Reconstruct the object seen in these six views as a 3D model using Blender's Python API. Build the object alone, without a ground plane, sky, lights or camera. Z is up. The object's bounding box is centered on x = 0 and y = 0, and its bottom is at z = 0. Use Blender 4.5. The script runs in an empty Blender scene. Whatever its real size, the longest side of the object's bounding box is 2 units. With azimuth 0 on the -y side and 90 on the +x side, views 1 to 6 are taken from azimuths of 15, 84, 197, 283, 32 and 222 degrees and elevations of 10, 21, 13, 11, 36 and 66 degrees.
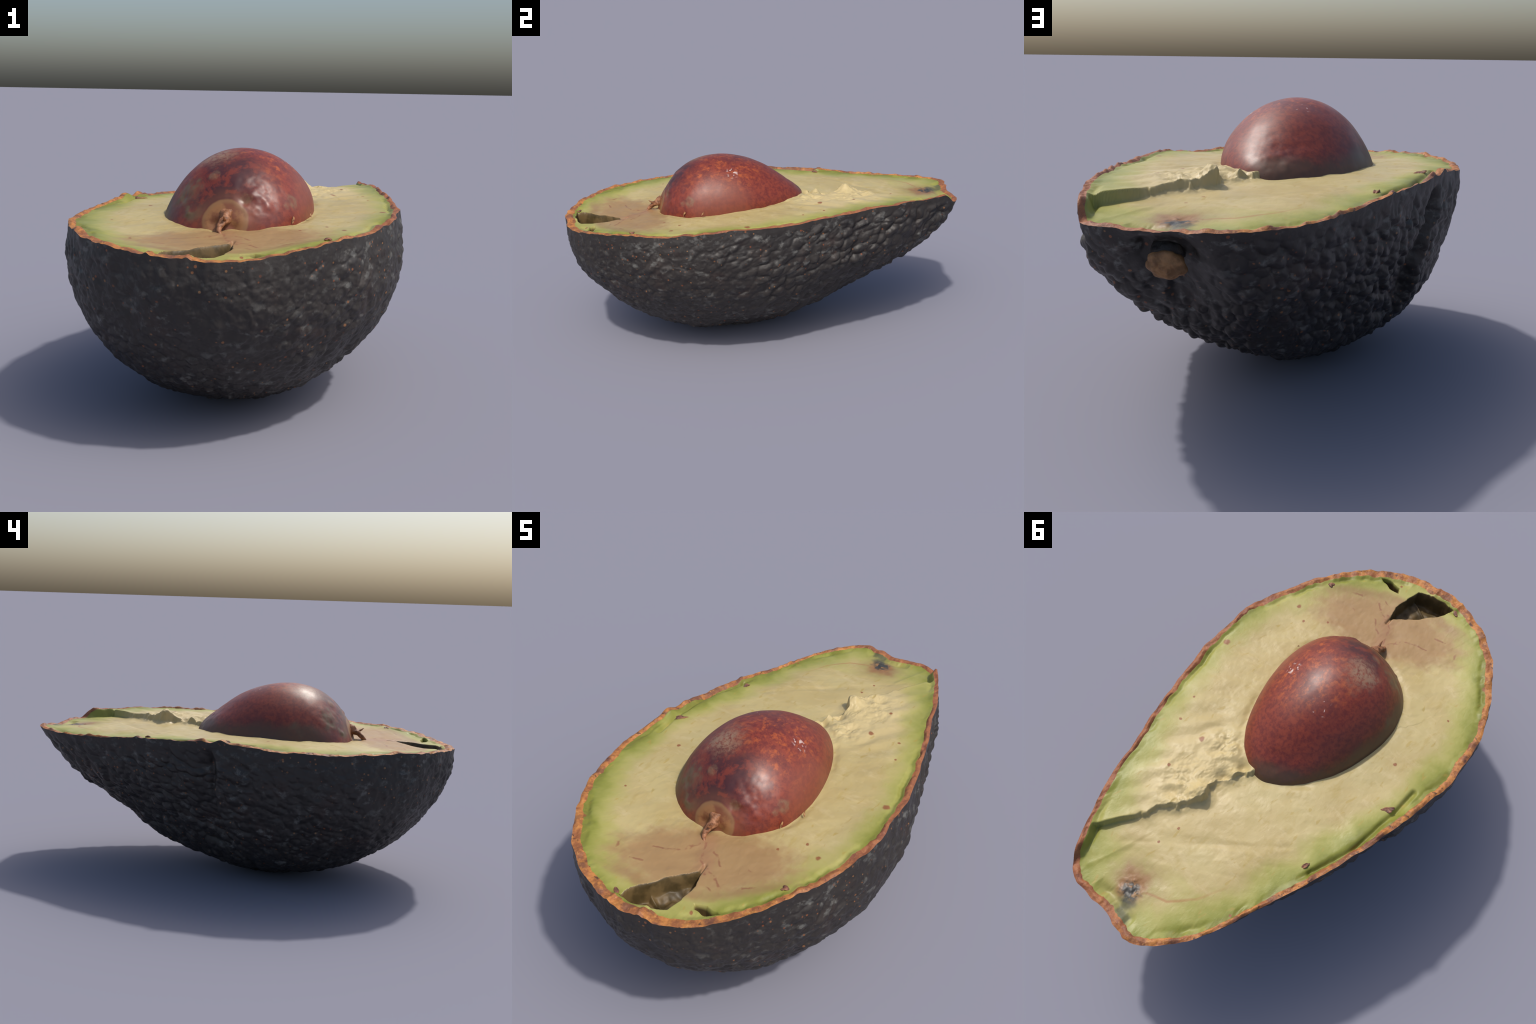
# Half an avocado, cut side up, with its seed.  Every part is built from
# profiles (rim outline, keel fullness, egg harmonics) plus procedural relief.
import bpy, math
import numpy as np

TAU = 2 * math.pi

# ------------------------------------------------------------------ noise
def _hash(ix, iy, iz, seed):
    h = (ix.astype(np.int64) * 374761393 + iy.astype(np.int64) * 668265263
         + iz.astype(np.int64) * 2147483647 + seed * 974711) & 0xFFFFFFFF
    h = ((h ^ (h >> 13)) * 1274126177) & 0xFFFFFFFF
    h = ((h ^ (h >> 16)) * 2246822519) & 0xFFFFFFFF
    return ((h ^ (h >> 15)) & 0xFFFFFF) / float(0xFFFFFF)

def noise3(p, seed=0):
    """value noise, -1..1"""
    i = np.floor(p).astype(np.int64)
    f = p - i
    f = f * f * f * (f * (f * 6 - 15) + 10)
    out = 0
    for dx in (0, 1):
        for dy in (0, 1):
            for dz in (0, 1):
                w = ((f[..., 0] if dx else 1 - f[..., 0]) * (f[..., 1] if dy else 1 - f[..., 1])
                     * (f[..., 2] if dz else 1 - f[..., 2]))
                out = out + w * _hash(i[..., 0] + dx, i[..., 1] + dy, i[..., 2] + dz, seed)
    return out * 2 - 1

def fbm(p, seed=0, octaves=3):
    s, a, t = 0, 1.0, 0
    for o in range(octaves):
        s = s + a * noise3(p * 2 ** o + 17.3 * o, seed + o)
        t += a
        a *= 0.5
    return s / t

def worley(p, seed=0):
    """distance to nearest and second nearest jittered cell centre"""
    i = np.floor(p).astype(np.int64)
    f1 = np.full(p.shape[:-1], 9.0)
    f2 = f1.copy()
    for dx in (-1, 0, 1):
        for dy in (-1, 0, 1):
            for dz in (-1, 0, 1):
                c = [i[..., 0] + dx, i[..., 1] + dy, i[..., 2] + dz]
                d2 = 0
                for k in range(3):
                    d2 = d2 + (c[k] + _hash(c[0], c[1], c[2], seed + 31 * k) - p[..., k]) ** 2
                d = np.sqrt(d2)
                f2 = np.minimum(f2, np.maximum(f1, d))
                f1 = np.minimum(f1, d)
    return f1, f2

def sstep(a, b, x):
    t = np.clip((x - a) / (b - a), 0, 1)
    return t * t * (3 - 2 * t)

def gauss(x, w):
    return np.exp(-(x / w) ** 2)

def ring(ctrl, th):
    """periodic Catmull-Rom through evenly spaced control values"""
    a = np.asarray(ctrl, float)
    n = len(a)
    x = (th / TAU) * n
    i = np.floor(x).astype(int)
    t = x - i
    p0, p1, p2, p3 = a[(i - 1) % n], a[i % n], a[(i + 1) % n], a[(i + 2) % n]
    return 0.5 * (2 * p1 + (p2 - p0) * t + (2 * p0 - 5 * p1 + 4 * p2 - p3) * t ** 2 + (3 * p1 - p0 - 3 * p2 + p3) * t ** 3)

# ------------------------------------------------------------ the cut outline
# The outline is two half ellipses (long one towards the stem, +y) around
# CENTRE; SWELL says how far the rim stands out of them, RIM_Z its height,
# both at 48 even steps from the stem end, turning towards +x.
CENTRE = np.array([0.0, -0.2])
HALF_W, TO_STEM, TO_END = 0.57, 1.18, 0.79
SWELL = [0.998, 1.009, 1.034, 1.047, 1.009, 0.975, 0.949, 0.922, 0.922, 0.930, 0.947, 0.973,
         0.977, 0.989, 0.984, 0.976, 0.982, 0.975, 0.982, 0.995, 1.004, 1.011, 1.009, 0.999,
         1.003, 1.000, 0.995, 1.001, 1.002, 1.003, 1.000, 1.006, 1.009, 1.015, 1.000, 1.005,
         0.986, 0.966, 0.952, 0.940, 0.938, 0.938, 0.949, 0.983, 1.015, 1.034, 1.043, 1.023]
RIM_Z = [0.636, 0.636, 0.640, 0.668, 0.692, 0.696, 0.696, 0.696, 0.694, 0.689, 0.684, 0.684,
         0.686, 0.684, 0.676, 0.666, 0.664, 0.663, 0.660, 0.650, 0.640, 0.635, 0.632, 0.634,
         0.638, 0.643, 0.648, 0.652, 0.656, 0.662, 0.664, 0.662, 0.661, 0.661, 0.663, 0.667,
         0.672, 0.679, 0.680, 0.675, 0.667, 0.658, 0.649, 0.643, 0.641, 0.643, 0.644, 0.641]
# fullness of the underside against a plain bowl: rows at 18, 36, 54, 72 degrees
# below the rim, 16 even steps round from the stem end
FULLNESS = [
    [0.875, 0.953, 1.042, 1.045, 1.067, 1.065, 1.032, 1.018, 1.001, 1.003, 1.039, 1.014, 1.00, 0.976, 0.941, 0.92],
    [0.884, 0.888, 0.948, 1.028, 1.055, 1.034, 1.027, 0.986, 0.986, 1.015, 1.038, 1.017, 1.032, 0.980, 0.898, 0.865],
    [0.898, 0.893, 0.950, 0.999, 0.984, 1.013, 1.004, 0.983, 0.986, 0.998, 1.026, 1.025, 1.050, 1.006, 0.972, 0.916],
    [0.922, 0.933, 0.958, 0.993, 0.979, 0.984, 0.997, 0.983, 0.986, 1.005, 1.011, 1.005, 1.015, 1.024, 0.994, 0.968]]
MID_Z = 0.66

def spoke(th):
    return np.stack([HALF_W * np.sin(th), np.where(np.cos(th) > 0, TO_STEM, TO_END) * np.cos(th)], -1)

NT = 1320
TH = np.arange(NT) * TAU / NT
RAY = spoke(TH) * ring(SWELL, TH)[:, None]
circ = np.stack([np.sin(TH), np.cos(TH), 0 * TH], -1)
edge_rag = 0.003 + 0.007 * fbm(circ * 14, 3, 3)                     # ragged cut edge
RAY_SMOOTH = RAY.copy()
RAY = RAY * (1 + edge_rag / np.linalg.norm(RAY, axis=1))[:, None]
Z_SMOOTH = ring(RIM_Z, TH)
deg = np.degrees(TH)
Z_RIM = Z_SMOOTH.copy()
lip = sstep(6, 14, deg) * sstep(42, 30, deg)                            # torn lip beside the stem
Z_RIM += lip * (0.639 + (0.690 - 0.639) * sstep(21.5, 27.0, deg) - Z_RIM)
Z_BASE = Z_RIM.copy()
Z_RIM += 0.0060 * fbm(circ * 14, 11, 3) + 0.002 * fbm(circ * 33, 12, 2)
for mid, wide, tall in ((278.6, 1.5, 0.015), (283.5, 1.0, 0.007), (301.6, 0.8, 0.008), (291.5, 0.8, 0.006), (174, 0.8, 0.006), (186, 1.0, 0.007)):
    Z_RIM += tall * gauss(deg - mid, wide)      # shreds of rind left standing
RIM = np.concatenate([CENTRE + RAY, Z_RIM[:, None]], 1)

# ------------------------------------------------------------------ helpers
ROOT = bpy.data.objects.new("avocado_half", None)
bpy.context.scene.collection.objects.link(ROOT)
ROOT["label"] = "halved ripe avocado, cut side up, with seed"
ROOT["category"] = "fruit"

def add_mesh(name, verts, faces, mat, parent=ROOT, smooth=True):
    me = bpy.data.meshes.new(name)
    v = np.asarray(verts, float).reshape(-1, 3)
    f = np.asarray(faces, np.int32)
    k = f.shape[1]
    me.vertices.add(len(v))
    me.vertices.foreach_set("co", v.ravel())
    me.loops.add(f.size)
    me.loops.foreach_set("vertex_index", f.ravel())
    me.polygons.add(len(f))
    me.polygons.foreach_set("loop_start", np.arange(0, f.size, k, dtype=np.int32))
    me.polygons.foreach_set("loop_total", np.full(len(f), k, dtype=np.int32))
    me.update(calc_edges=True)
    me.validate()
    me.polygons.foreach_set("use_smooth", np.full(len(me.polygons), smooth))
    me.materials.append(mat)
    ob = bpy.data.objects.new(name, me)
    bpy.context.scene.collection.objects.link(ob)
    ob.parent = parent
    return ob

def grid_faces(rows, cols, wrap=True, flip=False):
    r = np.arange(rows - 1)[:, None]
    c = np.arange(cols if wrap else cols - 1)[None]
    c2 = (c + 1) % cols
    f = np.stack([r * cols + c, r * cols + c2, (r + 1) * cols + c2, (r + 1) * cols + c], -1).reshape(-1, 4)
    return f[:, ::-1] if flip else f

def grid_normals(G):
    du = np.roll(G, -1, 1) - np.roll(G, 1, 1)
    dv = np.gradient(G, axis=0)
    n = np.cross(du, dv)
    return n / np.maximum(np.linalg.norm(n, axis=-1, keepdims=True), 1e-9)

def poly_dist(x, y, pts, closed=False):
    """distance to a polyline and the side it lies on (+ = right of travel)"""
    best = np.full(x.shape, 9.0)
    side = np.zeros(x.shape)
    P = list(pts) + ([pts[0]] if closed else [])
    for (ax, ay), (bx, by) in zip(P[:-1], P[1:]):
        dx, dy = bx - ax, by - ay
        t = np.clip(((x - ax) * dx + (y - ay) * dy) / (dx * dx + dy * dy), 0, 1)
        d = np.hypot(x - ax - t * dx, y - ay - t * dy)
        s = np.sign((x - ax) * dy - (y - ay) * dx)
        m = d < best - 1e-9
        side = np.where(m, s, side)
        best = np.where(m, d, best)
    return best, side

def inside(x, y, pts):
    r = np.zeros(x.shape, bool)
    n = len(pts)
    for k in range(n):
        (ax, ay), (bx, by) = pts[k], pts[(k + 1) % n]
        c = ((ay > y) != (by > y)) & (x < (bx - ax) * (y - ay) / (by - ay + 1e-12) + ax)
        r ^= c
    return r

# ------------------------------------------------------------ node shorthand
class Nodes:
    def __init__(self, name):
        self.mat = bpy.data.materials.new(name)
        self.mat.use_nodes = True
        self.t = self.mat.node_tree
        self.bsdf = self.t.nodes["Principled BSDF"]
        self.co = self.t.nodes.new("ShaderNodeTexCoord").outputs["Object"]

    def put(self, sock, v):
        if isinstance(v, bpy.types.NodeSocket):
            self.t.links.new(v, sock)
        elif v is not None:
            if hasattr(sock.default_value, "__len__") and not hasattr(v, "__len__"):
                v = (v,) * len(sock.default_value)
            if hasattr(v, "__len__") and len(sock.default_value) == 4 and len(v) == 3:
                v = (*v, 1)
            sock.default_value = v

    def m(self, op, a, b=None, clamp=False):
        n = self.t.nodes.new("ShaderNodeMath")
        n.operation, n.use_clamp = op, clamp
        self.put(n.inputs[0], a)
        if b is not None:
            self.put(n.inputs[1], b)
        return n.outputs[0]

    def v(self, op, a, b=None, scale=None):
        n = self.t.nodes.new("ShaderNodeVectorMath")
        n.operation = op
        self.put(n.inputs[0], a)
        if b is not None:
            self.put(n.inputs[1], b)
        if scale is not None:
            self.put(n.inputs["Scale"], scale)
        return n.outputs["Value"] if op in ("LENGTH", "DOT_PRODUCT", "DISTANCE") else n.outputs["Vector"]

    def step(self, x, a, b, lo=0.0, hi=1.0):
        n = self.t.nodes.new("ShaderNodeMapRange")
        n.interpolation_type = "SMOOTHSTEP"
        for k, val in zip(("Value", "From Min", "From Max", "To Min", "To Max"), (x, a, b, lo, hi)):
            self.put(n.inputs[k], val)
        return n.outputs["Result"]

    def noise(self, scale, detail=3, rough=0.5, co=None, stretch=None, color=False, distort=0):
        n = self.t.nodes.new("ShaderNodeTexNoise")
        c = co or self.co
        if stretch:
            c = self.v("MULTIPLY", c, stretch)
        self.put(n.inputs["Vector"], c)
        n.inputs["Scale"].default_value = scale
        n.inputs["Detail"].default_value = detail
        n.inputs["Roughness"].default_value = rough
        n.inputs["Distortion"].default_value = distort
        return n.outputs["Color" if color else "Fac"]

    def voronoi(self, scale, co=None, feature="F1"):
        n = self.t.nodes.new("ShaderNodeTexVoronoi")
        n.feature = feature
        self.put(n.inputs["Vector"], co or self.co)
        n.inputs["Scale"].default_value = scale
        return n.outputs

    def mix(self, f, a, b, mode="MIX"):
        n = self.t.nodes.new("ShaderNodeMix")
        n.data_type, n.blend_type = "RGBA", mode
        self.put(n.inputs[0], f)
        self.put(n.inputs[6], a)
        self.put(n.inputs[7], b)
        return n.outputs[2]

    def xyz(self, c=None):
        n = self.t.nodes.new("ShaderNodeSeparateXYZ")
        self.put(n.inputs[0], c or self.co)
        return n.outputs

    def curve(self, x, pts):
        n = self.t.nodes.new("ShaderNodeFloatCurve")
        self.put(n.inputs["Value"], x)
        c = n.mapping.curves[0]
        c.points[0].location, c.points[1].location = pts[0], pts[-1]
        for p in pts[1:-1]:
            c.points.new(*p)
        n.mapping.update()
        return n.outputs[0]

    def warp(self, amount, scale, co=None):
        w = self.v("SUBTRACT", self.noise(scale, 2, color=True), (0.5, 0.5, 0.5))
        return self.v("ADD", co or self.co, self.v("SCALE", w, scale=amount))

    def spot(self, co, p, r0, r1, squash=None):
        d = self.v("SUBTRACT", co, p)
        if squash:
            d = self.v("MULTIPLY", d, squash)
        return self.step(self.v("LENGTH", d), r0, r1, 1, 0)

    def streak(self, co, a, b, r0, r1):
        """soft line from a to b"""
        a, b = np.array(a, float), np.array(b, float)
        ab = b - a
        pa = self.v("SUBTRACT", co, tuple(a))
        t = self.m("DIVIDE", self.v("DOT_PRODUCT", pa, tuple(ab)), float(ab @ ab), clamp=True)
        d = self.v("LENGTH", self.v("SUBTRACT", pa, self.v("SCALE", tuple(ab), scale=t)))
        return self.step(d, r0, r1, 1, 0)

    def most(self, masks):
        o = masks[0]
        for k in masks[1:]:
            o = self.m("MAXIMUM", o, k)
        return o

    def finish(self, color, rough, bump=None, strength=0.3, dist=0.01, **kw):
        b = self.bsdf.inputs
        self.put(b["Base Color"], color)
        self.put(b["Roughness"], rough)
        if bump is not None:
            n = self.t.nodes.new("ShaderNodeBump")
            n.inputs["Strength"].default_value = strength
            n.inputs["Distance"].default_value = dist
            self.put(n.inputs["Height"], bump)
            self.t.links.new(n.outputs[0], b["Normal"])
        for k, val in kw.items():
            self.put(b[k.replace("_", " ")], val)
        return self.mat

# ------------------------------------------------------------------ materials
def skin_material():
    N = Nodes("avocado_skin")
    co = N.warp(0.03, 18)
    grey = N.step(N.noise(26, 4, 0.62, co, (1, 0.8, 1.2)), 0.53, 0.70)
    patch = N.step(N.noise(4.5, 2), 0.38, 0.62)
    grey = N.m("MULTIPLY", grey, N.m("ADD", N.m("MULTIPLY", patch, 0.65), 0.35))
    tone = N.noise(7, 3)
    base = N.mix(tone, (0.0150, 0.0122, 0.0105), (0.029, 0.0235, 0.0195))
    red = N.step(N.noise(9, 2), 0.55, 0.75)
    base = N.mix(N.m("MULTIPLY", red, 0.5), base, (0.032, 0.017, 0.012))
    col = N.mix(N.m("MULTIPLY", grey, 0.85), base, (0.125, 0.124, 0.112))
    vo = N.voronoi(46)
    keep = N.step(N.xyz(vo["Color"])[0], 0.45, 0.47)
    size = N.m("ADD", 0.08, N.m("MULTIPLY", N.xyz(vo["Color"])[1], 0.15))
    dot = N.m("MULTIPLY", N.step(N.m("SUBTRACT", vo["Distance"], size), -0.04, 0.05, 1, 0), keep)
    dot = N.m("MULTIPLY", dot, N.step(N.noise(5, 2), 0.36, 0.52))
    col = N.mix(N.m("MULTIPLY", dot, 0.95), col, N.mix(N.xyz(vo["Color"])[2], (0.17, 0.045, 0.014), (0.21, 0.11, 0.045)))
    h = N.m("ADD", N.noise(60, 4, 0.6), N.m("MULTIPLY", N.noise(25, 2), 0.7))
    return N.finish(col, N.step(tone, 0.2, 0.8, 0.45, 0.58), h, 0.30, 0.006, Specular_IOR_Level=0.5)

def flesh_coords(N):
    """fraction of the way from the middle to the rim (the same two half ellipses)"""
    X, Y, Z = N.xyz()
    y2 = N.m("ADD", Y, float(-CENTRE[1]))
    up = N.m("GREATER_THAN", y2, 0.0)
    xs = N.m("DIVIDE", X, HALF_W)
    ys = N.m("DIVIDE", y2, N.m("ADD", TO_END, N.m("MULTIPLY", up, TO_STEM - TO_END)))
    rho = N.m("SQRT", N.m("ADD", N.m("MULTIPLY", xs, xs), N.m("MULTIPLY", ys, ys)))
    ang = N.m("ADD", N.m("DIVIDE", N.m("ARCTAN2", xs, ys), TAU), 0.5)
    pts = []
    for i in range(25):
        th = (i / 24 - 0.5) * TAU
        pts.append((i / 24, float(ring(SWELL, np.array([th % TAU]))[0]) - 0.5))
    k = N.m("ADD", N.curve(ang, pts), 0.5)
    return N.m("DIVIDE", rho, k), X, Y, Z

def flesh_material():
    N = Nodes("avocado_flesh")
    s, X, Y, Z = flesh_coords(N)
    flat = N.v("MULTIPLY", N.co, (1, 1, 0))
    wob = N.m("SUBTRACT", N.noise(6, 4, 0.55, N.warp(0.1, 5)), 0.5)
    fine = N.m("SUBTRACT", N.noise(30, 3), 0.5)
    # cream middle, two tones
    col = N.mix(N.step(N.noise(5, 3), 0.35, 0.65), (0.39, 0.305, 0.133), (0.42, 0.343, 0.158))
    streaky = N.noise(9, 3, 0.6, N.warp(0.05, 6), (3.2, 1.1, 0.2))
    col = N.mix(N.m("MULTIPLY", N.step(streaky, 0.54, 0.72), 0.5), col, (0.35, 0.265, 0.085))
    pale = N.noise(13, 4, 0.6, N.warp(0.06, 7), (1.0, 2.4, 0.2))
    col = N.mix(N.m('MULTIPLY', N.step(pale, 0.52, 0.70), 0.5), col, (0.475, 0.385, 0.205))
    # paler torn lumps
    torn = N.spot(N.warp(0.10, 9, flat), (0.17, 0.38, 0), 0.08, 0.24, (1.0, 0.7, 1))
    col = N.mix(N.m("MULTIPLY", torn, 0.75), col, (0.50, 0.40, 0.205))
    # green towards the rind
    side_g = N.step(X, -0.1, -0.4, 0.0, 0.045)
    g = N.m("ADD", N.m("ADD", s, side_g), N.m("ADD", N.m("MULTIPLY", wob, 0.30), N.m("MULTIPLY", fine, 0.03)))
    col = N.mix(N.m("MULTIPLY", N.step(g, 0.75, 0.92), 0.9), col, (0.305, 0.295, 0.075))
    col = N.mix(N.step(g, 0.87, 1.0), col, (0.19, 0.205, 0.030))
    col = N.mix(N.m("MULTIPLY", N.step(g, 0.96, 1.0), 0.35), col, (0.12, 0.105, 0.022))
    # bruise at the blunt end: an oblique oval under the seed's stalk
    wco = N.warp(0.06, 9, flat)
    rel = N.v("SUBTRACT", wco, (0.085, -0.665, 0))
    ex = N.m("DIVIDE", N.v("DOT_PRODUCT", rel, (0.93, 0.37, 0)), 0.36)
    ey = N.m("DIVIDE", N.v("DOT_PRODUCT", rel, (-0.37, 0.93, 0)), 0.175)
    er = N.m("SQRT", N.m("ADD", N.m("MULTIPLY", ex, ex), N.m("MULTIPLY", ey, ey)))
    bruise = N.step(N.m('ADD', er, N.m('MULTIPLY', fine, 0.5)), 0.60, 1.15, 1, 0)
    bcol = N.mix(N.noise(14, 3), (0.262, 0.150, 0.066), (0.32, 0.202, 0.090))
    col = N.mix(N.m("MULTIPLY", bruise, 0.92), col, bcol)
    edge = N.m("MULTIPLY", N.m("MULTIPLY", N.step(er, 0.70, 0.92), N.step(er, 0.92, 1.1, 1, 0)), N.step(ey, -0.2, -0.7))
    col = N.mix(N.m("MULTIPLY", edge, 0.5), col, (0.22, 0.11, 0.055))
    yel = N.step(N.noise(16, 2, 0.5, N.warp(0.12, 5), (2.6, 0.9, 0.1)), 0.64, 0.72)
    col = N.mix(N.m("MULTIPLY", N.m("MULTIPLY", yel, N.step(bruise, 0.0, 0.3, 1, 0)), 0.5), col, (0.33, 0.235, 0.05))
    # veins and streaks
    vco = N.v("MULTIPLY", N.warp(0.035, 22), (1, 1, 0))
    veins = [((-0.215, -0.745), (-0.20, -0.775)), ((-0.10, -0.70), (-0.02, -0.675)), ((-0.02, -0.675), (0.03, -0.61)),
             ((-0.13, -0.79), (-0.09, -0.775)), ((0.045, -0.58), (0.075, -0.66)), ((0.075, -0.66), (0.13, -0.72)),
             ((0.12, -0.69), (0.20, -0.74)), ((0.17, -0.765), (0.22, -0.77)), ((0.10, -0.62), (0.16, -0.66)),
             ((0.26, -0.72), (0.31, -0.69)), ((0.22, -0.63), (0.26, -0.63))]
    vm = N.most([N.streak(vco, (*a, 0), (*b, 0), 0.001, 0.0065) for a, b in veins])
    vm = N.m("MULTIPLY", vm, N.step(N.noise(28, 2), 0.40, 0.56))
    col = N.mix(N.m("MULTIPLY", vm, 0.7), col, (0.20, 0.075, 0.04))
    halo = N.streak(N.warp(0.05, 20, flat), (0.045, -0.575, 0), (0.11, -0.70, 0), 0.005, 0.05)
    col = N.mix(N.m("MULTIPLY", halo, 0.4), col, (0.27, 0.12, 0.07))
    line = [((-0.05, 0.83), (-0.13, 0.80)), ((-0.13, 0.80), (-0.20, 0.72)), ((-0.20, 0.72), (-0.25, 0.61))]
    lm = N.most([N.streak(N.v("MULTIPLY", N.warp(0.012, 14), (1, 1, 0)), (*a, 0), (*b, 0), 0.001, 0.008) for a, b in line])
    col = N.mix(N.m("MULTIPLY", lm, N.step(Y, 0.58, 0.85, 0.15, 0.75)), col, (0.33, 0.16, 0.06))
    # where the stem was cut through: rusty halo, blue-black heart
    sco = N.warp(0.07, 22, flat)
    col = N.mix(N.m("MULTIPLY", N.spot(sco, (0.01, 0.84, 0), 0.03, 0.15), 0.6), col, (0.25, 0.165, 0.08))
    col = N.mix(N.m("MULTIPLY", N.spot(sco, (0.012, 0.842, 0), 0.03, 0.09), 0.85), col, (0.235, 0.108, 0.045))
    heart = N.spot(N.warp(0.06, 45, flat), (-0.002, 0.868, 0), 0.018, 0.055)
    col = N.mix(N.m("MULTIPLY", heart, N.step(N.noise(40, 3), 0.40, 0.52)), col, (0.045, 0.043, 0.037))
    col = N.mix(N.m("MULTIPLY", N.streak(sco, (-0.02, 0.91, 0), (-0.05, 0.955, 0), 0.008, 0.05), 0.75), col, (0.05, 0.052, 0.04))
    # single brown flecks
    flecks = [(0.245, 0.264, 0.013), (0.369, 0.26, 0.006), (0.251, 0.431, 0.007), (0.06, 0.665, 0.006), (0.045, 0.576, 0.006),
              (-0.362, -0.198, 0.008), (0.50, -0.12, 0.014), (-0.384, -0.503, 0.005), (-0.331, 0.672, 0.006), (0.405, 0.155, 0.005),
              (0.28, -0.50, 0.005), (0.19, -0.88, 0.007), (0.355, -0.43, 0.006), (0.42, -0.47, 0.010), (-0.40, -0.72, 0.012)]
    fco = N.v("MULTIPLY", N.warp(0.012, 60), (1, 1, 0))
    fm = N.most([N.spot(fco, (x, y, 0), r * 0.6, r * 1.25) for x, y, r in flecks])
    col = N.mix(N.m("MULTIPLY", fm, 0.9), col, (0.22, 0.075, 0.03))
    # browned flesh inside the splits
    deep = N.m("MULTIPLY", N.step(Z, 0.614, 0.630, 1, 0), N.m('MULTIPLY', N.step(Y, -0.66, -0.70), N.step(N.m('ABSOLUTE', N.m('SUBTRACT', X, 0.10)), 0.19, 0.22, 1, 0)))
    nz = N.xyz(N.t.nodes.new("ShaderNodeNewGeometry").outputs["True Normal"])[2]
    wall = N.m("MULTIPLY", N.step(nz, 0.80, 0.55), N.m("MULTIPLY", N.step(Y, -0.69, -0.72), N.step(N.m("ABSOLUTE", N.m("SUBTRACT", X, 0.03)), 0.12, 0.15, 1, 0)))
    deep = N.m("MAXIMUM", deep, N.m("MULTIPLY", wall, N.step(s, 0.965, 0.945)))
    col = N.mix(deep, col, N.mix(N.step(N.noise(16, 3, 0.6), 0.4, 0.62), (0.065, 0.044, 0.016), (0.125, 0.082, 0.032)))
    h = N.m("ADD", N.noise(34, 4, 0.6, None, (1.6, 1, 1)), N.m("MULTIPLY", N.noise(9, 2), 0.8))
    return N.finish(col, N.step(N.noise(11, 2), 0.3, 0.7, 0.42, 0.58), h, 0.22, 0.006,
                    Subsurface_Weight=0.08, Subsurface_Radius=(0.02, 0.015, 0.006), Specular_IOR_Level=0.35)

def rind_material():
    N = Nodes("cut_rind")
    n1 = N.noise(30, 4, 0.65)
    col = N.mix(N.step(n1, 0.38, 0.62), (0.25, 0.092, 0.034), (0.42, 0.172, 0.045))
    col = N.mix(N.m("MULTIPLY", N.step(N.noise(14, 3), 0.53, 0.66), 0.7), col, (0.115, 0.048, 0.034))
    col = N.mix(N.m('MULTIPLY', N.step(N.noise(38, 3, 0.6), 0.62, 0.70), 0.8), col, (0.045, 0.025, 0.02))
    col = N.mix(N.m("MULTIPLY", N.step(N.noise(70, 2), 0.6, 0.72), 0.6), col, (0.48, 0.24, 0.08))
    X, Y, Z = N.xyz()
    old = N.m('MULTIPLY', N.step(N.m('ADD', N.m('ADD', X, N.m('MULTIPLY', Y, 0.35)), N.m('MULTIPLY', N.noise(6, 2), 0.3)), 0.25, 0.60), 0.65)
    col = N.mix(old, col, (0.22, 0.075, 0.04))
    return N.finish(col, 0.55, N.noise(60, 4, 0.6), 0.5, 0.008, Specular_IOR_Level=0.35)

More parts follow.
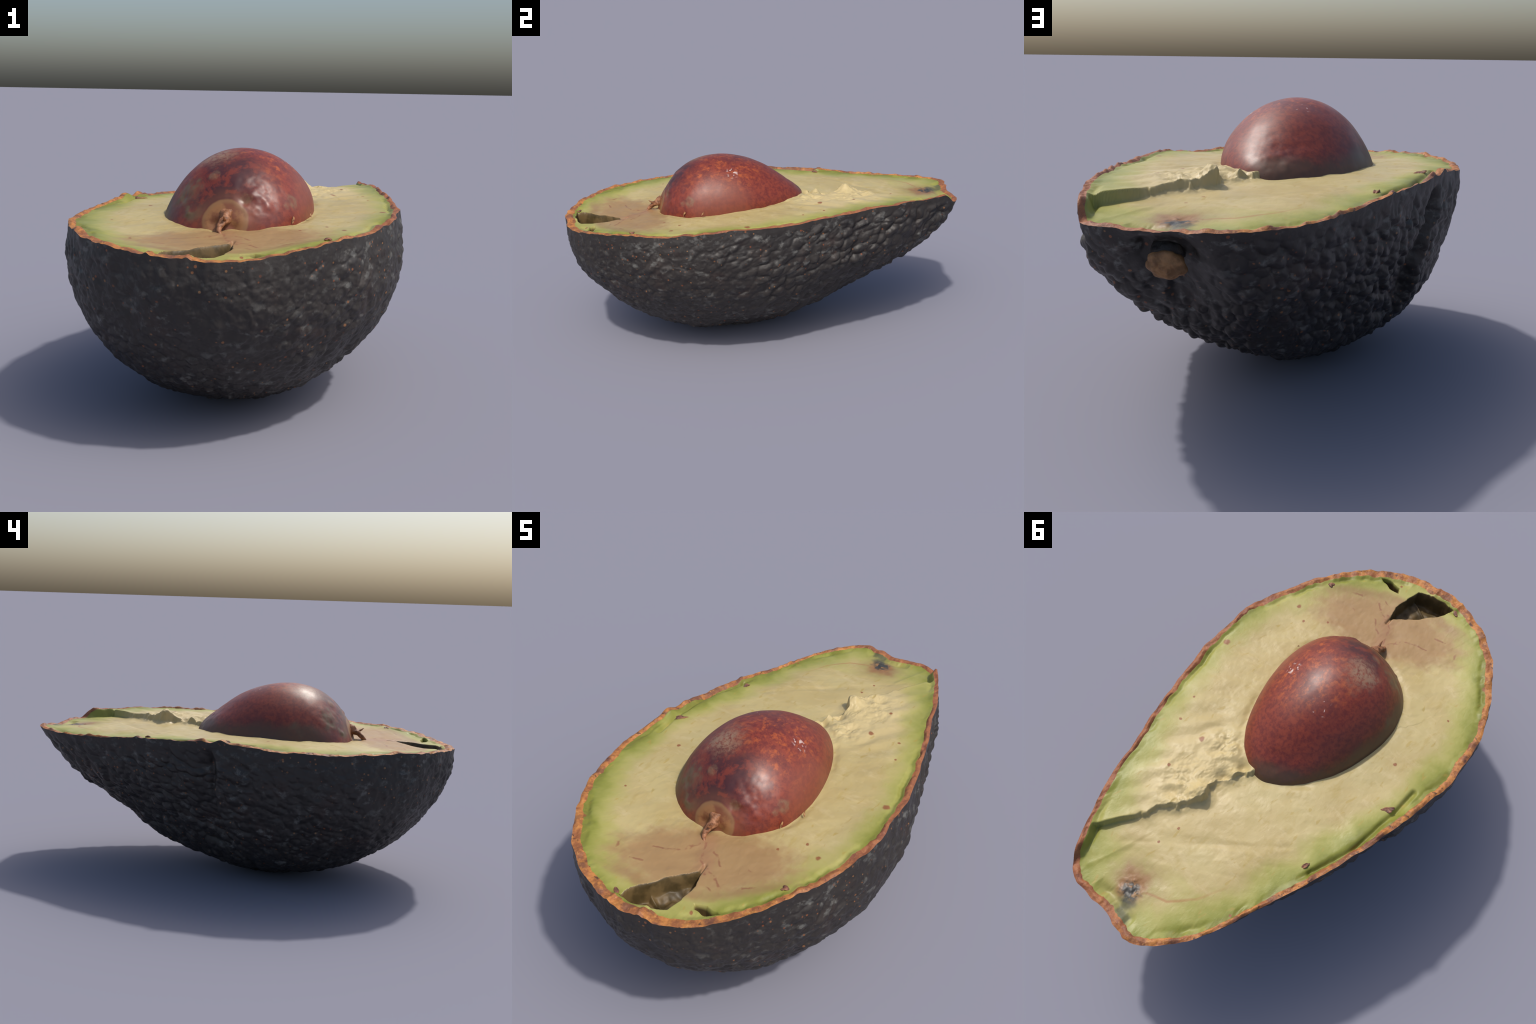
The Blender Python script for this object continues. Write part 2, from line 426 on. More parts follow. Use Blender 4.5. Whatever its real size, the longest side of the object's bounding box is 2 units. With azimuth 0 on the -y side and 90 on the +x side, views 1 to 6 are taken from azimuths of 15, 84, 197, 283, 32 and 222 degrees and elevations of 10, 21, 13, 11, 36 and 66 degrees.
def seed_material():
    N = Nodes("avocado_seed")
    X, Y, Z = N.xyz()
    fleck = N.noise(60, 4, 0.7, N.warp(0.012, 40))
    broad = N.noise(5.5, 3)
    col = N.mix(N.step(fleck, 0.36, 0.64), (0.125, 0.018, 0.012), (0.21, 0.036, 0.016))
    col = N.mix(N.m("MULTIPLY", N.step(broad, 0.50, 0.70), 0.6), col, (0.085, 0.018, 0.017))
    # orange flecks on the crown
    crown = N.spot(N.warp(0.12, 9), (0.10, -0.20, 0.88), 0.10, 0.28)
    col = N.mix(N.m("MULTIPLY", crown, N.step(N.noise(42, 4, 0.7, None, (1, 0.7, 1)), 0.48, 0.68)), col, (0.33, 0.072, 0.017))
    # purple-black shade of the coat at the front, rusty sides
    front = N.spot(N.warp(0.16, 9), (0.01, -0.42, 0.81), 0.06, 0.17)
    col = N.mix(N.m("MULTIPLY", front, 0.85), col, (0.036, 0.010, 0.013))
    mott = N.m('MULTIPLY', N.step(N.noise(19, 5, 0.65, N.warp(0.05, 16)), 0.48, 0.62), N.spot(N.warp(0.1, 9), (0.02, -0.45, 0.77), 0.10, 0.24))
    col = N.mix(N.m('MULTIPLY', mott, 0.6), col, (0.20, 0.032, 0.014))
    side = N.spot(N.warp(0.1, 9), (0.27, -0.22, 0.72), 0.08, 0.2)
    col = N.mix(N.m("MULTIPLY", side, 0.55), col, (0.20, 0.06, 0.035))
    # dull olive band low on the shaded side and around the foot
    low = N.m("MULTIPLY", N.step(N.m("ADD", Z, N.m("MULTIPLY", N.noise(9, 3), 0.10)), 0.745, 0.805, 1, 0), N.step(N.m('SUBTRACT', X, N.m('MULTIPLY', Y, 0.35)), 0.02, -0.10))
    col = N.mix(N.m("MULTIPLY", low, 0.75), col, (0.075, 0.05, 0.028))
    olive = N.most([N.spot(N.warp(0.09, 16), p, r * 0.3, r) for p, r in
                    (((-0.135, -0.43, 0.745), 0.075), ((-0.10, -0.49, 0.70), 0.06), ((-0.11, -0.40, 0.79), 0.05), ((-0.2, -0.3, 0.70), 0.07))])
    col = N.mix(N.m("MULTIPLY", olive, N.step(N.noise(24, 4, 0.6), 0.38, 0.6, 0.15, 0.85)), col, (0.115, 0.085, 0.045))
    # greyish bloom
    bloom = N.spot(N.warp(0.09, 20), (-0.065, -0.31, 0.88), 0.02, 0.105)
    bloom = N.m("MULTIPLY", bloom, N.step(N.noise(70, 3, 0.7), 0.38, 0.58, 0.2, 1))
    col = N.mix(N.m("MULTIPLY", bloom, 0.85), col, (0.25, 0.16, 0.10))
    pale = N.most([N.spot(N.warp(0.03, 40), p, r * 0.5, r) for p, r in
                   (((-0.040, -0.422, 0.816), 0.026), ((0.225, -0.372, 0.742), 0.034), ((0.085, -0.475, 0.748), 0.026),
                    ((-0.108, -0.485, 0.693), 0.015), ((0.25, -0.27, 0.744), 0.008), ((0.205, -0.40, 0.725), 0.02))])
    col = N.mix(N.m("MULTIPLY", pale, N.step(N.noise(45, 3, 0.6), 0.35, 0.6, 0.2, 0.65)), col, (0.18, 0.11, 0.06))
    scr = N.spot(N.warp(0.03, 30), (0.155, -0.157, 0.848), 0.012, 0.04)
    scr = N.m("MULTIPLY", scr, N.step(N.noise(75, 2, 0.5), 0.54, 0.60))
    sc2 = N.m("MULTIPLY", N.spot(N.warp(0.05, 30), (-0.05, -0.09, 0.875), 0.01, 0.05), N.step(N.noise(80, 2), 0.62, 0.67))
    col = N.mix(N.m("MAXIMUM", scr, sc2), col, (0.55, 0.42, 0.38))
    # tan disc round the stalk, paler rim
    dco = N.warp(0.02, 14)
    dd = N.v("DISTANCE", dco, (0.028, -0.52, 0.678))
    disc = N.step(dd, 0.075, 0.084, 1, 0)
    dcol = N.mix(N.step(N.noise(20, 4, 0.6), 0.40, 0.62), (0.26, 0.125, 0.045), (0.16, 0.055, 0.022))
    dcol = N.mix(N.m('MULTIPLY', N.step(dd, 0.058, 0.074), 0.7), dcol, (0.22, 0.12, 0.05))
    col = N.mix(N.m("MULTIPLY", disc, 0.9), col, dcol)
    skirt = N.m("MULTIPLY", N.step(dd, 0.085, 0.14, 1, 0), N.step(dd, 0.07, 0.09))
    col = N.mix(N.m("MULTIPLY", skirt, 0.3), col, (0.19, 0.075, 0.03))
    h = N.m("ADD", N.noise(14, 3), N.m("MULTIPLY", fleck, 0.15))
    return N.finish(col, N.step(N.noise(10, 3), 0.3, 0.7, 0.38, 0.50), h, 0.10, 0.01, Specular_IOR_Level=0.5)

def plain_material(name, a, b, scale, rough=0.6, bump=0.5):
    N = Nodes(name)
    col = N.mix(N.step(N.noise(scale, 4, 0.6), 0.36, 0.64), a, b)
    return N.finish(col, rough, N.noise(scale * 2, 4, 0.6), bump, 0.006, Specular_IOR_Level=0.35)

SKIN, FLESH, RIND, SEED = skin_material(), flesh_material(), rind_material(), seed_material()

# ------------------------------------------------------------------ skin
def full_rows(th, psi):
    rows = [np.ones_like(th)] + [ring(f, th) for f in FULLNESS] + [np.ones_like(th)]
    rows = np.array(rows)
    n = len(rows) - 1
    ext = np.concatenate([2 * rows[:1] - rows[1:2], rows, rows[-2:-1]])
    x = psi / (math.pi / 2) * n
    i = np.clip(np.floor(x).astype(int), 0, n - 1)
    t = (x - i)[:, None]
    a, b, c, d = ext[i], ext[i + 1], ext[i + 2], ext[i + 3]
    return 0.5 * (2 * b + (c - a) * t + (2 * a - 5 * b + 4 * c - d) * t * t + (3 * b - a - 3 * c + d) * t ** 3)

NP_ROWS = 330
psi = np.linspace(0, 1, NP_ROWS) ** 1.08 * math.pi / 2
cp, sp = np.cos(psi)[:, None], np.sin(psi)[:, None]
K = full_rows(TH, psi)
S = np.empty((NP_ROWS, NT, 3))
rag = np.exp(-(np.degrees(psi) / 4.0) ** 1.3)[:, None]
S[..., 0] = (RAY_SMOOTH[:, 0] * 1.004 + (RAY - 1.004 * RAY_SMOOTH)[:, 0] * rag) * cp * K + 0.011 * sp ** 2
S[..., 1] = CENTRE[1] + (RAY_SMOOTH[:, 1] * 1.004 + (RAY - 1.004 * RAY_SMOOTH)[:, 1] * rag) * cp * K + 0.0075 * sp ** 2
S[..., 2] = Z_SMOOTH - (Z_SMOOTH - MID_Z) * sp - MID_Z * sp * K
S[..., 2] += (Z_RIM - Z_SMOOTH) * np.exp(-(np.degrees(psi) / 5.0) ** 1.5)[:, None]
nrm = grid_normals(S)
if (nrm[5, :, :2] * RAY).sum() < 0:
    nrm = -nrm
nrm[-4:] = (0, 0, -1)

def elongated(p, along, stretch):
    a = np.array(along, float)
    a /= np.linalg.norm(a)
    return p - (1 - 1 / stretch) * (p @ a)[..., None] * a

x, y, z = S[..., 0], S[..., 1], S[..., 2]
warp = 0.016 * np.stack([fbm(S * 12, 40 + k, 2) for k in range(3)], -1)
q = elongated(S + 1.0 * warp, (0, 0.86, 0.5), 1.7)
f1, f2 = worley(q / 0.034, 5)
peb = np.clip(1 - (f1 / 0.80) ** 2, 0, 1) * (0.60 + 0.6 * sstep(-0.4, 0.4, noise3(q * 24, 61))) + 0.2 * np.clip(f2 - f1, 0, 0.5) + 0.3 * fbm(q * 16, 62, 2)
f1b, f2b = worley(q / 0.022 + 7.7, 9)
fine = np.clip(1 - (f1b / 0.8) ** 2, 0, 1)
stem_side = sstep(-0.35, 0.35, y)
below = sstep(0.45, 0.1, z)
amp = 0.006 + 0.0088 * stem_side + 0.004 * below * (1 - stem_side)
amp *= 0.75 + 0.5 * sstep(-0.4, 0.4, fbm(S * 5, 60, 2))
disp = amp * (peb - 0.50 - 0.3 * below) + 0.0030 * (fine - 0.5) * (0.7 + 0.6 * stem_side)
disp += 0.004 * (1 - stem_side) * (0.5 - np.abs(fbm(S * 24, 64, 3)) * 2)
broad = elongated(S, (0.2, 0, 1), 1.2)
disp += 0.005 * fbm(broad * 11, 70, 3) * (1 - 0.6 * stem_side)
rr0 = np.hypot(x, z - 0.575)
disp *= 1 - 0.7 * sstep(0.60, 0.75, y) * sstep(0.26, 0.10, rr0)
# wrinkles running out from the stem pit
rx, rz = x - 0.0, z - 0.575
rr, ra = np.hypot(rx, rz), np.arctan2(rx, -rz)
near = sstep(0.60, 0.75, y)
wr = noise3(np.stack([np.sin(ra) * 5, np.cos(ra) * 5, rr * 7], -1), 81)
disp += 0.015 * wr * near * sstep(0.05, 0.09, rr) * sstep(0.34, 0.15, rr)
# the stem pit: a hollow collar, deepest at both shoulders
pit = gauss(rr - 0.062, 0.022) * sstep(0.53, 0.60, z) * sstep(0.636, 0.610, z) * near
disp -= 0.028 * pit + 0.018 * gauss(rr, 0.06) * near
# a healed split down one flank: skin sunk on the stem side of the step
gz = np.array([0.10, 0.226, 0.274, 0.366, 0.47, 0.60, 0.70])
gy = np.array([-0.12, -0.065, -0.04, -0.007, 0.013, 0.023, 0.022])
off = y - np.interp(z, gz, gy) - 0.022 * fbm(S * 9, 90, 3)
sink = 0.045 + 0.16 * sstep(0.50, 0.32, z)
gate = sstep(0.10, 0.32, z) * sstep(0.68, 0.58, z) * (x < -0.2)
disp -= gate * np.where(off > -0.035, 0.043 * sstep(-0.035, 0.014, off) * np.exp(-np.clip(off, 0, 1) / sink), 0)
disp += gate * 0.012 * np.where(off < 0, np.exp(np.clip(off, -1, 0) / 0.10), 0) * sstep(0, -0.012, off)
disp *= sstep(0, 6, np.degrees(psi))[:, None]
S = S + nrm * disp[..., None]
S[..., 2] = np.maximum(S[..., 2], 0.0005)
S[0] = RIM
add_mesh("skin", S, grid_faces(NP_ROWS, NT), SKIN)

# ------------------------------------------------------------------ the seed
def egg_radius_point(U, V):
    ax, r = np.cos(U), np.sin(U)
    nx, nz, ny = r * np.cos(V), r * np.sin(V), ax
    # harmonics that take the egg off true
    g = (1 +0.125 * (nx*nz) +0.005 * (nx*nx-nz*nz) -0.013 * (nx*ny) -0.013 * (nz*ny) -0.025 * (nx*nz*ny) +0.034 * ((nx*nx-
         nz*nz)*ny) -0.039 * (nz*(3*nx*nx-nz*nz)) +0.010 * (nx*(nx*nx-3*nz*nz)) +0.014 * (nx*(5*ny*ny-1)) -0.062 *
         (nz*(5*ny*ny-1)) +0.008 * (nz**3) +0.028 * (nx**3) -0.011 * (ny*ny*nz-.2*nz) +0.013 * (nx*ny*ny) +0.006 * ((nx*nx-
         nz*nz)*ny*ny) +0.048 * (nx*nz*ny*ny) -0.030 * (nx*nx*nz*nz) +0.002 * (ny**3*nz) +0.011 * (ny**3*nx) +0.016 *
         (nx*nx*nz*ny))
    f = (1 - 0.219 * ax - (-0.071) * ax * ax) * g
    X, Y, Z = 0.258 * nx * f, 0.372 * ax * g, 0.21 * nz * f
    c, s = math.cos(0.038), math.sin(0.038)
    Y, Z = c * Y - s * Z, s * Y + c * Z
    c, s = math.cos(0.007), math.sin(0.007)
    X, Y = c * X - s * Y, s * X + c * Y
    return np.stack([-0.012 + X, -0.16 + Y, 0.667 + Z], -1)

NU, NV = 260, 420
Us = np.linspace(0.004, math.pi - 0.004, NU)[:, None]
Vs = (np.arange(NV) * TAU / NV)[None]
EGG = egg_radius_point(Us + 0 * Vs, Vs + 0 * Us)
en = grid_normals(EGG)
if (en * (EGG - EGG.mean((0, 1)))).sum() < 0:
    en = -en
def away(p):
    return np.linalg.norm(EGG - np.array(p), axis=-1)
d = 0.0016 * fbm(EGG * 11, 120, 2) + 0.010 * gauss(away((-0.15, -0.40, 0.77)), 0.12)
lumpy = np.maximum(gauss(away((0.12, -0.45, 0.765)), 0.085), 0.8 * gauss(away((-0.13, -0.43, 0.75)), 0.07))
d += lumpy * (0.0045 * fbm(EGG * 30, 121, 2))
d += 0.005 * gauss(away((0.105, -0.462, 0.768)), 0.022) - 0.006 * gauss(away((0.085, -0.478, 0.742)), 0.018)
d += 0.004 * gauss(away((-0.108, -0.487, 0.693)), 0.012) + 0.003 * gauss(away((-0.04, -0.422, 0.816)), 0.018)
dd = away((0.028, -0.52, 0.678))
d += 0.002 * sstep(0.098, 0.070, dd) - 0.010 * gauss(away((-0.005, -0.525, 0.668)), 0.022) - 0.008 * gauss(away((0.06, -0.525, 0.66)), 0.02)
facing_up = gauss(away((-0.08, 0.17, 0.75)), 0.10)
d += facing_up * 0.004 * fbm(EGG * 24, 125, 2)
EGG = EGG + en * d[..., None]
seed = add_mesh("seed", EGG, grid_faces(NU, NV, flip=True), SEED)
# outline of the seed where the flesh meets it
ea = np.arctan2(EGG[..., 0], EGG[..., 1] + 0.166).ravel()
er = np.hypot(EGG[..., 0], EGG[..., 1] + 0.166).ravel()
lev = np.abs(EGG[..., 2].ravel() - 0.672) < 0.012
bins = 180
seed_out = np.array([er[lev & (np.abs((ea - b + math.pi) % TAU - math.pi) < 0.05)].max(initial=0.15) for b in np.arange(bins) * TAU / bins])

# ------------------------------------------------------------ flesh and cut rind
width = 0.029 + 0.009 * fbm(circ * 5, 140, 2) + 0.006 * fbm(circ * 30, 141, 3)
width += 0.006 * gauss(deg - 180, 50) - 0.009 * gauss(deg - 85, 50) - 0.004 * gauss(deg - 280, 35)
width = np.clip(width, 0.011, 0.045)
S_IN = 1 - width / np.linalg.norm(RAY, axis=1)

TEAR = [(-0.10, 0.0), (0.0, 0.2), (0.025, 0.258), (0.057, 0.328), (0.085, 0.382), (0.056, 0.432), (0.088, 0.494), (0.151, 0.573), (0.187, 0.652), (0.258, 0.765), (0.39, 0.91)]
SPLIT = [(0.110, -0.712), (0.136, -0.775), (0.130, -0.85), (0.118, -0.912), (0.076, -0.932), (0.004, -0.948), (-0.050, -0.942), (-0.040, -0.895), (-0.006, -0.850), (0.034, -0.79)]
NICK = [(0.285, -0.846), (0.245, -0.868), (0.189, -0.868), (0.172, -0.842), (0.219, -0.830)]
PEEL = [(-0.495, -0.16), (-0.500, -0.06), (-0.492, 0.06), (-0.487, 0.16), (-0.462, 0.26), (-0.43, 0.355)]

def flesh_height(x, y, s, th):
    """height of the cut face; s = 0 in the middle, 1 where the rind begins"""
    p = np.stack([x, y, 0 * x], -1)
    ky = np.array([-1.0, -0.86, -0.65, -0.5, -0.35, -0.2, 0.0, 0.15, 0.3, 0.5, 0.7, 0.865, 1.0])
    kz = np.array([0.622, 0.631, 0.6485, 0.661, 0.671, 0.6755, 0.675, 0.672, 0.6675, 0.6615, 0.655, 0.648, 0.640])
    ys = np.linspace(-1.05, 1.05, 421)
    zs = np.interp(ys, ky, kz)
    for _ in range(60):
        zs[1:-1] = 0.25 * zs[:-2] + 0.5 * zs[1:-1] + 0.25 * zs[2:]
    low = np.interp(y, ys, zs)
    low = low - 0.006 * gauss(np.hypot(x - 0.04, y + 0.64), 0.10)
    high = 0.692
    jag = 0.016 * sstep(0.75, 0.6, y)
    d, side = poly_dist(x + jag * fbm(p * 30, 150, 3), y + jag * fbm(p * 30, 151, 3), TEAR)
    sd = d * side
    right = sstep(-0.004, 0.006, sd)
    grow = sstep(-0.25, 0.10, y)
    z = low + (high - low) * right * grow
    # ramp at the foot of the tear, ragged lumps along its top
    z -= (1 - right) * 0.004 * gauss(d - 0.03, 0.03) * sstep(0.15, 0.25, y) * sstep(0.62, 0.45, y)
    z += (1 - right) * grow * 0.016 * np.exp(-d / 0.018) * sstep(0.72, 0.6, y) * sstep(0.2, 0.3, y)
    lumps = np.exp(-np.clip(sd, 0, 1) / 0.06) * right * sstep(0.20, 0.30, y) * sstep(0.62, 0.48, y)
    z += lumps * (0.008 + 0.022 * fbm(p * 26, 160, 4))
    z += right * 0.030 * gauss(np.hypot(x - 0.092, y - 0.425), 0.036)
    z -= right * 0.024 * gauss(np.hypot(x - 0.075, y - 0.318), 0.030) + right * 0.014 * gauss(np.hypot(x - 0.165, y - 0.50), 0.022)
    z += right * (0.010 * gauss(np.hypot(x - 0.15, y - 0.22), 0.06) + 0.006 * gauss(np.hypot(x - 0.19, y - 0.42), 0.09)) * (0.6 + 1.8 * fbm(p * 30, 161, 3))
    # fine relief: knife marks, folds of the pulled flesh
    z += (0.0030 + 0.0018 * right) * fbm(p * np.array([10, 8, 1]), 170, 4)
    cut = p + 0.03 * np.stack([fbm(p * 5, 173, 2), fbm(p * 5, 174, 2), 0 * x], -1)
    z += 0.0016 * fbm(np.stack([(0.80 * cut[..., 0] + 0.60 * cut[..., 1]) * 7, (0.6 * cut[..., 0] - 0.8 * cut[..., 1]) * 30, 0 * x], -1), 175, 2) * sstep(0.35, 0.5, s)
    fold = np.sin((0.80 * x - 0.60 * y) * 70 + 3 * fbm(p * 6, 171, 2))
    z += right * grow * 0.0028 * fold * sstep(0.05, 0.25, y) * sstep(0.85, 0.65, y) * sstep(0.14, 0.22, x)
    dl, _ = poly_dist(x, y, [(0.16, 0.755), (-0.02, 0.594), (-0.157, 0.469), (-0.31, 0.335)])
    z -= 0.0012 * gauss(dl, 0.010) * (1 + fbm(p * 9, 172, 2))
    # blend into the height of the rind; beside the torn lip the flesh stays low
    start = 0.72 + 0.25 * sstep(14, 20, th) * sstep(40, 33, th) * (1 - right)
    rimz = np.interp(th, deg, Z_RIM, period=360)
    soft = np.interp(th, deg, Z_BASE, period=360)
    t = np.clip((s - start) / (1 - start), 0, 1)
    t = t * t * (3 - 2 * t)
    fineb = sstep(0.96, 1.0, s)
    target = soft + (rimz - soft) * fineb
    z = z + (target - z) * t
    # a sunk seam just inside the rind, deeper here and there
    seam = gauss(s - 0.975, 0.018)
    z -= seam * (0.0005 + 0.013 * np.clip(fbm(np.stack([np.sin(np.radians(th)), np.cos(np.radians(th)), 0 * th], -1) * 8, 180, 2) + 0.02, 0, 1))
    dp, _ = poly_dist(x, y, PEEL)
    z -= 0.018 * gauss(dp, 0.010) * np.clip(0.6 + 0.9 * fbm(p * 14, 181, 2), 0, 2)
    # stem scar
    z += 0.004 * gauss(np.hypot(x, y - 0.858), 0.045) * fbm(p * 45, 185, 2) * 2 - 0.004 * gauss(np.hypot(x + 0.03, y - 0.94), 0.03)
    # splits at the blunt end
    wx, wy = x + 0.004 * fbm(p * 30, 190, 2), y + 0.004 * fbm(p * 30, 191, 2)
    ds, _ = poly_dist(wx, wy, SPLIT, True)
    into = np.where(inside(wx, wy, SPLIT), ds, 0)
    # a leaf of flesh hangs in the split, its curled edge over a deeper hollow
    dm, sm = poly_dist(wx, wy, [(0.150, -0.895), (0.085, -0.888), (0.0, -0.855), (-0.10, -0.86)])
    over = sstep(-0.006, 0.006, dm * sm)
    leaf = 0.056 * sstep(0.0, 0.013, into) + 0.018 * sstep(0.0, 0.05, into) - 0.010 * gauss(dm, 0.010) * sstep(0.004, 0.016, into)
    leaf += 0.003 * fbm(np.stack([(wx + 0.5 * wy) * 22, (wy - 0.5 * wx) * 7, 0 * x], -1), 193, 2) * sstep(0.0, 0.02, into)
    hollow = 0.082 * sstep(0.0, 0.014, into)
    floor = np.where(sm > 2, 0, leaf * over + hollow * (1 - over))
    z -= floor * (1 + 0.15 * fbm(p * 25, 192, 2))
    dk, _ = poly_dist(wx, wy, NICK, True)
    z -= 0.05 * sstep(0, 0.014, np.where(inside(wx, wy, NICK), dk, 0))
    dc, _ = poly_dist(x, y, [(0.112, -0.73), (0.107, -0.685)])
    z -= 0.010 * gauss(dc, 0.006)
    # the socket of the seed
    a = np.arctan2(x, y + 0.166)
    r = np.hypot(x, y + 0.166)
    gap = np.interp(a, np.arange(bins) * TAU / bins, seed_out, period=TAU) - r
    z -= 0.006 * gauss(gap, 0.018) * (0.6 + 0.8 * fbm(p * 16, 195, 2))
    z -= 0.20 * sstep(0.012, 0.10, gap)
    z -= 0.022 * gauss(np.hypot(x - 0.045, y - 0.235), 0.022)
    z -= 0.012 * gauss(np.hypot(x - 0.0, y + 0.545), 0.02)
    return z

NS = 300
srow = np.linspace(0.02, 1, NS)
FX = CENTRE[0] + RAY[None, :, 0] * (srow[:, None] * S_IN[None])
FY = CENTRE[1] + RAY[None, :, 1] * (srow[:, None] * S_IN[None])
FZ = flesh_height(FX, FY, srow[:, None] + 0 * FX, deg[None] + 0 * FX)
F = np.stack([FX, FY, FZ], -1)
NB = 12
B = np.empty((NB, NT, 3))
for k in range(NB):
    t = k / (NB - 1)
    sc = S_IN + (1 - S_IN) * t
    B[k, :, :2] = CENTRE + RAY * sc[:, None]
    B[k, :, 2] = F[-1, :, 2] * (1 - t) + RIM[:, 2] * t
    if 0 < k < NB - 1:
        pb = B[k]
        hump = math.sin(math.pi * t)
        B[k, :, 2] += hump * (0.0030 + 0.011 * fbm(pb * np.array([17, 17, 0]), 200, 3) + 0.0015 * fbm(pb * np.array([90, 90, 0]), 201, 2))
F[-1, :, 2] += 0
B[0] = F[-1]
B[-1] = RIM
add_mesh("flesh", F, grid_faces(NS, NT, flip=True), FLESH)
add_mesh("rind_edge", B, grid_faces(NB, NT, flip=True), RIND)

# ------------------------------------------------------------------ small parts
def tube(name, path, radii, mat, parent, sides=20, rag=0.12, seed_n=0, steps=8):
    path, radii = np.array(path, float), np.array(radii, float)
    tt = np.linspace(0, len(path) - 1, (len(path) - 1) * steps + 1)
    P = np.stack([np.interp(tt, np.arange(len(path)), path[:, k]) for k in range(3)], -1)
    for _ in range(3):
        P[1:-1] = 0.25 * P[:-2] + 0.5 * P[1:-1] + 0.25 * P[2:]
    R = np.interp(tt, np.arange(len(radii)), radii)
    T = np.gradient(P, axis=0)
    T /= np.linalg.norm(T, axis=1)[:, None]
    up = np.array([0.3, 0.1, 1.0])
    A = np.cross(T, up)
    A /= np.linalg.norm(A, axis=1)[:, None]
    Bn = np.cross(T, A)
    an = np.arange(sides) * TAU / sides
    G = P[:, None] + R[:, None, None] * (np.cos(an)[None, :, None] * A[:, None] + np.sin(an)[None, :, None] * Bn[:, None])
    G = P[:, None] + (G - P[:, None]) * (1 + rag * 2 * fbm(G * 60, 300 + seed_n, 2))[..., None]
    v = G.reshape(-1, 3)
    n = len(P)
    faces = [list(f) for f in grid_faces(n, sides)]
    v = np.concatenate([v, P[:1], P[-1:]])
    for k in range(sides):
        k2 = (k + 1) % sides
        faces.append([n * sides, k2, k, k])
        faces.append([n * sides + 1, (n - 1) * sides + k, (n - 1) * sides + k2, (n - 1) * sides + k2])
    me = bpy.data.meshes.new(name)
    me.from_pydata([tuple(q) for q in v], [], [tuple(dict.fromkeys(int(i) for i in f)) for f in faces])
    me.polygons.foreach_set("use_smooth", np.full(len(me.polygons), True))
    me.materials.append(mat)
    ob = bpy.data.objects.new(name, me)
    bpy.context.scene.collection.objects.link(ob)
    ob.parent = parent
    return ob

STALK = plain_material("dry_stalk", (0.13, 0.05, 0.02), (0.33, 0.15, 0.075), 45, 0.5)
tube("seed_stalk", [(0.030, -0.505, 0.70), (0.034, -0.524, 0.692), (0.032, -0.545, 0.682), (0.024, -0.566, 0.666), (0.026, -0.580, 0.652), (0.036, -0.588, 0.645)],
     [0.024, 0.019, 0.014, 0.0105, 0.008, 0.004], STALK, seed, rag=0.14, seed_n=1)
tube("stalk_sliver", [(0.036, -0.548, 0.688), (0.040, -0.562, 0.694), (0.041, -0.574, 0.704)], [0.006, 0.004, 0.001], STALK, seed, sides=8, seed_n=2)

# a curl of seed coat lifting at the foot of the seed
def flake(name, centre, size, normal, mat, parent, sd):
    """thin irregular flake, curled, with thickness"""
    n = np.array(normal, float)
    n /= np.linalg.norm(n)
    a = np.cross(n, (0.21, 0.37, 0.9))
    a /= np.linalg.norm(a)
    b = np.cross(n, a)
    R, C = 14, 36
    an = np.arange(C) * TAU / C
    G = []
    for side_n in (1, -1):
        for i in range(R):
            q = i / (R - 1) if side_n > 0 else 1 - i / (R - 1)
            w = 1 + 0.35 * noise3(np.stack([np.cos(an) * 1.7 + sd, np.sin(an) * 1.7, 0 * an + sd], -1), 400)
            r = q * w
            lx, ly = size[0] * r * np.cos(an), size[1] * r * np.sin(an)
            h = size[2] * (side_n * np.sqrt(max(0, 1 - q ** 4)) * 0.5 + 0.55 * (q * q) * np.cos(2 * an + sd))
            pp = np.array(centre) + lx[:, None] * a + ly[:, None] * b + h[:, None] * n
            pp += n * (size[2] * 0.5 * fbm(pp * 60, 410 + sd, 2))[:, None]
            G.append(pp)
    G = np.array(G)
    return add_mesh(name, G, grid_faces(len(G), C), mat, parent)

COAT = plain_material("seed_coat", (0.14, 0.045, 0.02), (0.36, 0.19, 0.08), 50, 0.45)
flake("seed_coat_curl", (0.234, -0.402, 0.680), (0.004, 0.014, 0.003), (0.6, -0.55, 0.3), COAT, seed, 1)
flake("seed_coat_curl", (0.275, -0.315, 0.688), (0.004, 0.010, 0.003), (0.8, -0.3, 0.4), COAT, seed, 2)

SHRED = plain_material("browned_shred", (0.10, 0.045, 0.03), (0.27, 0.115, 0.065), 40, 0.55)
for i, (c, sz) in enumerate([((-0.472, -0.036, 0.679), (0.011, 0.027, 0.007)), ((-0.399, 0.344, 0.667), (0.008, 0.018, 0.008)),
                             ((-0.07, -0.935, 0.638), (0.017, 0.010, 0.006)), ((0.40, -0.652, 0.662), (0.012, 0.012, 0.006))]):
    flake("rind_shred", c, sz, (0.15 * math.sin(i * 2.1), 0.15 * math.cos(i * 1.7), 1), SHRED, ROOT, 5 + i)

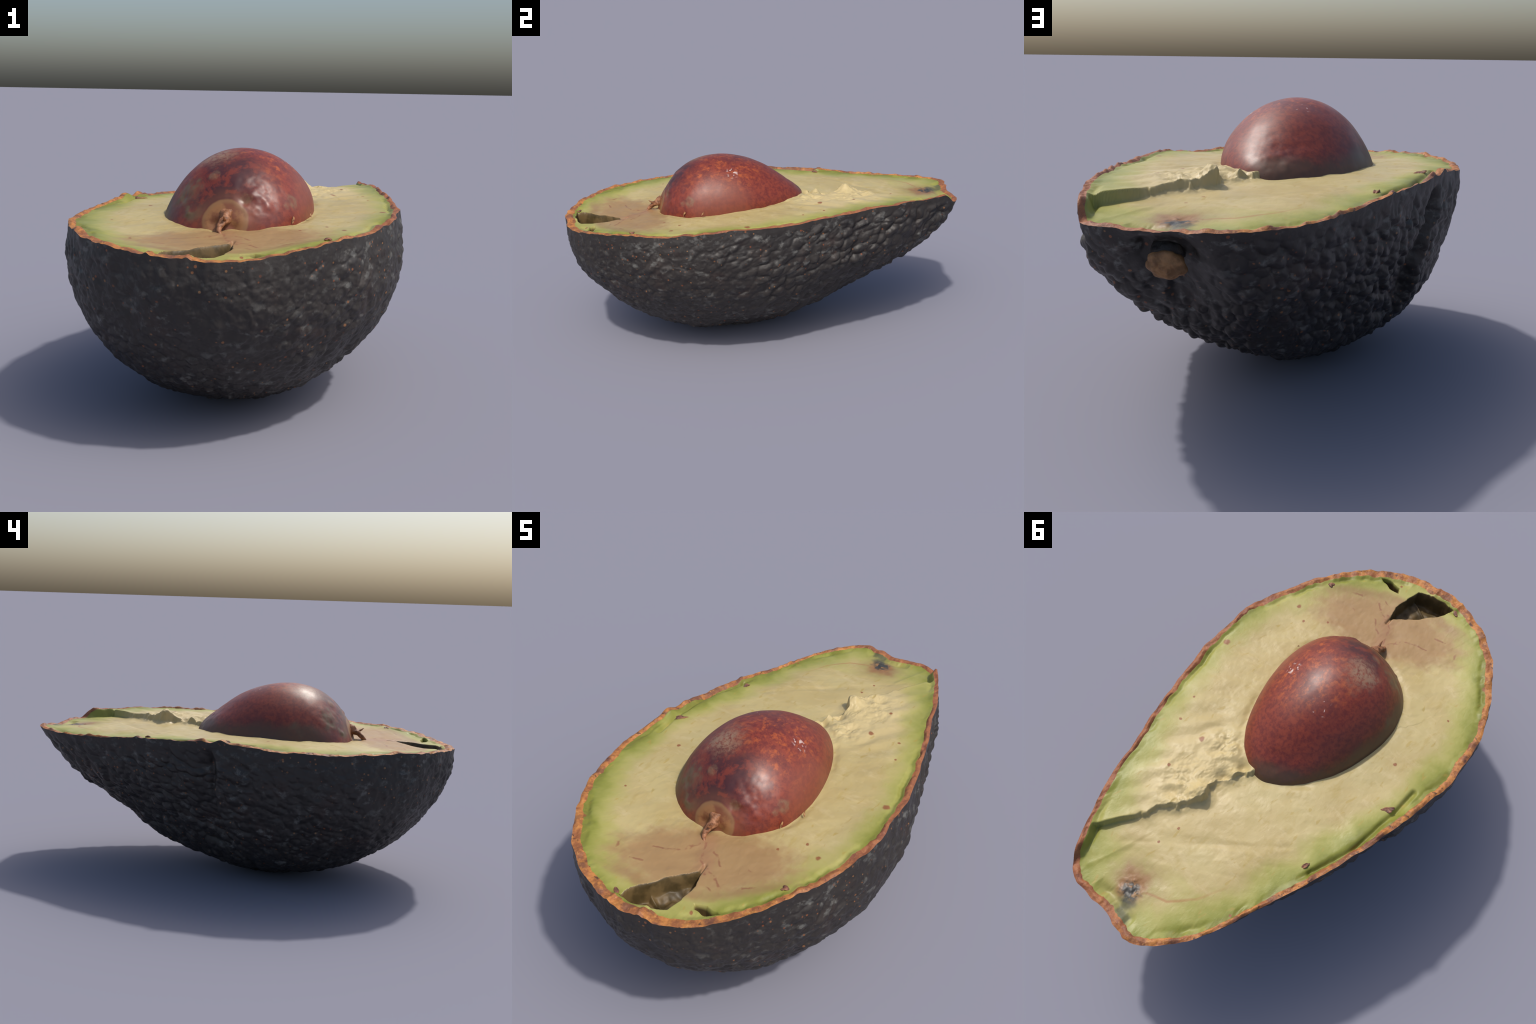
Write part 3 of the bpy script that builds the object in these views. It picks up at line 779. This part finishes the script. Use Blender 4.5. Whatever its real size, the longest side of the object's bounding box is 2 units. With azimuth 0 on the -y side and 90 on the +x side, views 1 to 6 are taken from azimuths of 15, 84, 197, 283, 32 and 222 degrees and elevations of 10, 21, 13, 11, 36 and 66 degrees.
# ------------------------------------------------------------------ stem stub
WOOD = plain_material("dry_stem", (0.14, 0.068, 0.026), (0.29, 0.15, 0.062), 30, 0.6)
DARK = plain_material("stem_neck", (0.014, 0.012, 0.011), (0.035, 0.026, 0.02), 30, 0.6)
tube("stem_neck", [(0.004, 0.88, 0.588), (0.003, 0.90, 0.582), (0.001, 0.925, 0.572), (0.0, 0.945, 0.562)], [0.036, 0.042, 0.042, 0.032], DARK, ROOT, sides=32, rag=0.08, seed_n=5)

def stem_button():
    n = np.array([-0.10, 0.86, -0.44])
    n /= np.linalg.norm(n)
    a = np.cross(n, (0, 0, 1))
    a /= np.linalg.norm(a)
    b = np.cross(a, n)
    c = np.array([-0.002, 0.945, 0.548])
    C = 72
    an = np.arange(C) * TAU / C
    lobes = 1 + 0.05 * np.cos(7 * an + 0.6) + 0.05 * noise3(np.stack([np.cos(an) * 2, np.sin(an) * 2, 0 * an], -1), 500)
    prof = [(0.55, -0.040), (0.75, -0.030), (0.95, -0.014), (1.02, -0.004), (0.97, 0.004), (0.86, 0.007), (0.72, 0.010), (0.66, 0.0145), (0.58, 0.016),
            (0.46, 0.0145), (0.40, 0.017), (0.30, 0.019), (0.22, 0.016), (0.12, 0.017), (0.01, 0.0165)]
    G = []
    for r, h in prof:
        lx = 0.049 * r * lobes * np.cos(an)
        ly = 0.040 * r * lobes * np.sin(an) - 0.002
        pp = c + lx[:, None] * a + ly[:, None] * b + h * n
        pp = pp + n * (0.006 * fbm(pp * 55, 501, 3))[:, None] + (a * 0.004) * noise3(pp * 60, 502)[:, None]
        G.append(pp)
    ob = add_mesh("stem_button", np.array(G), grid_faces(len(G), C), WOOD)
    return ob
stem_button()

# ---------------------------------------------------- settle normals, outward
import bmesh
for ob in bpy.data.objects:
    if ob.type == "MESH":
        bm = bmesh.new()
        bm.from_mesh(ob.data)
        if ob.name.split(".")[0] not in ("flesh", "rind_edge", "skin"):
            bmesh.ops.recalc_face_normals(bm, faces=bm.faces)
        bm.to_mesh(ob.data)
        bm.free()
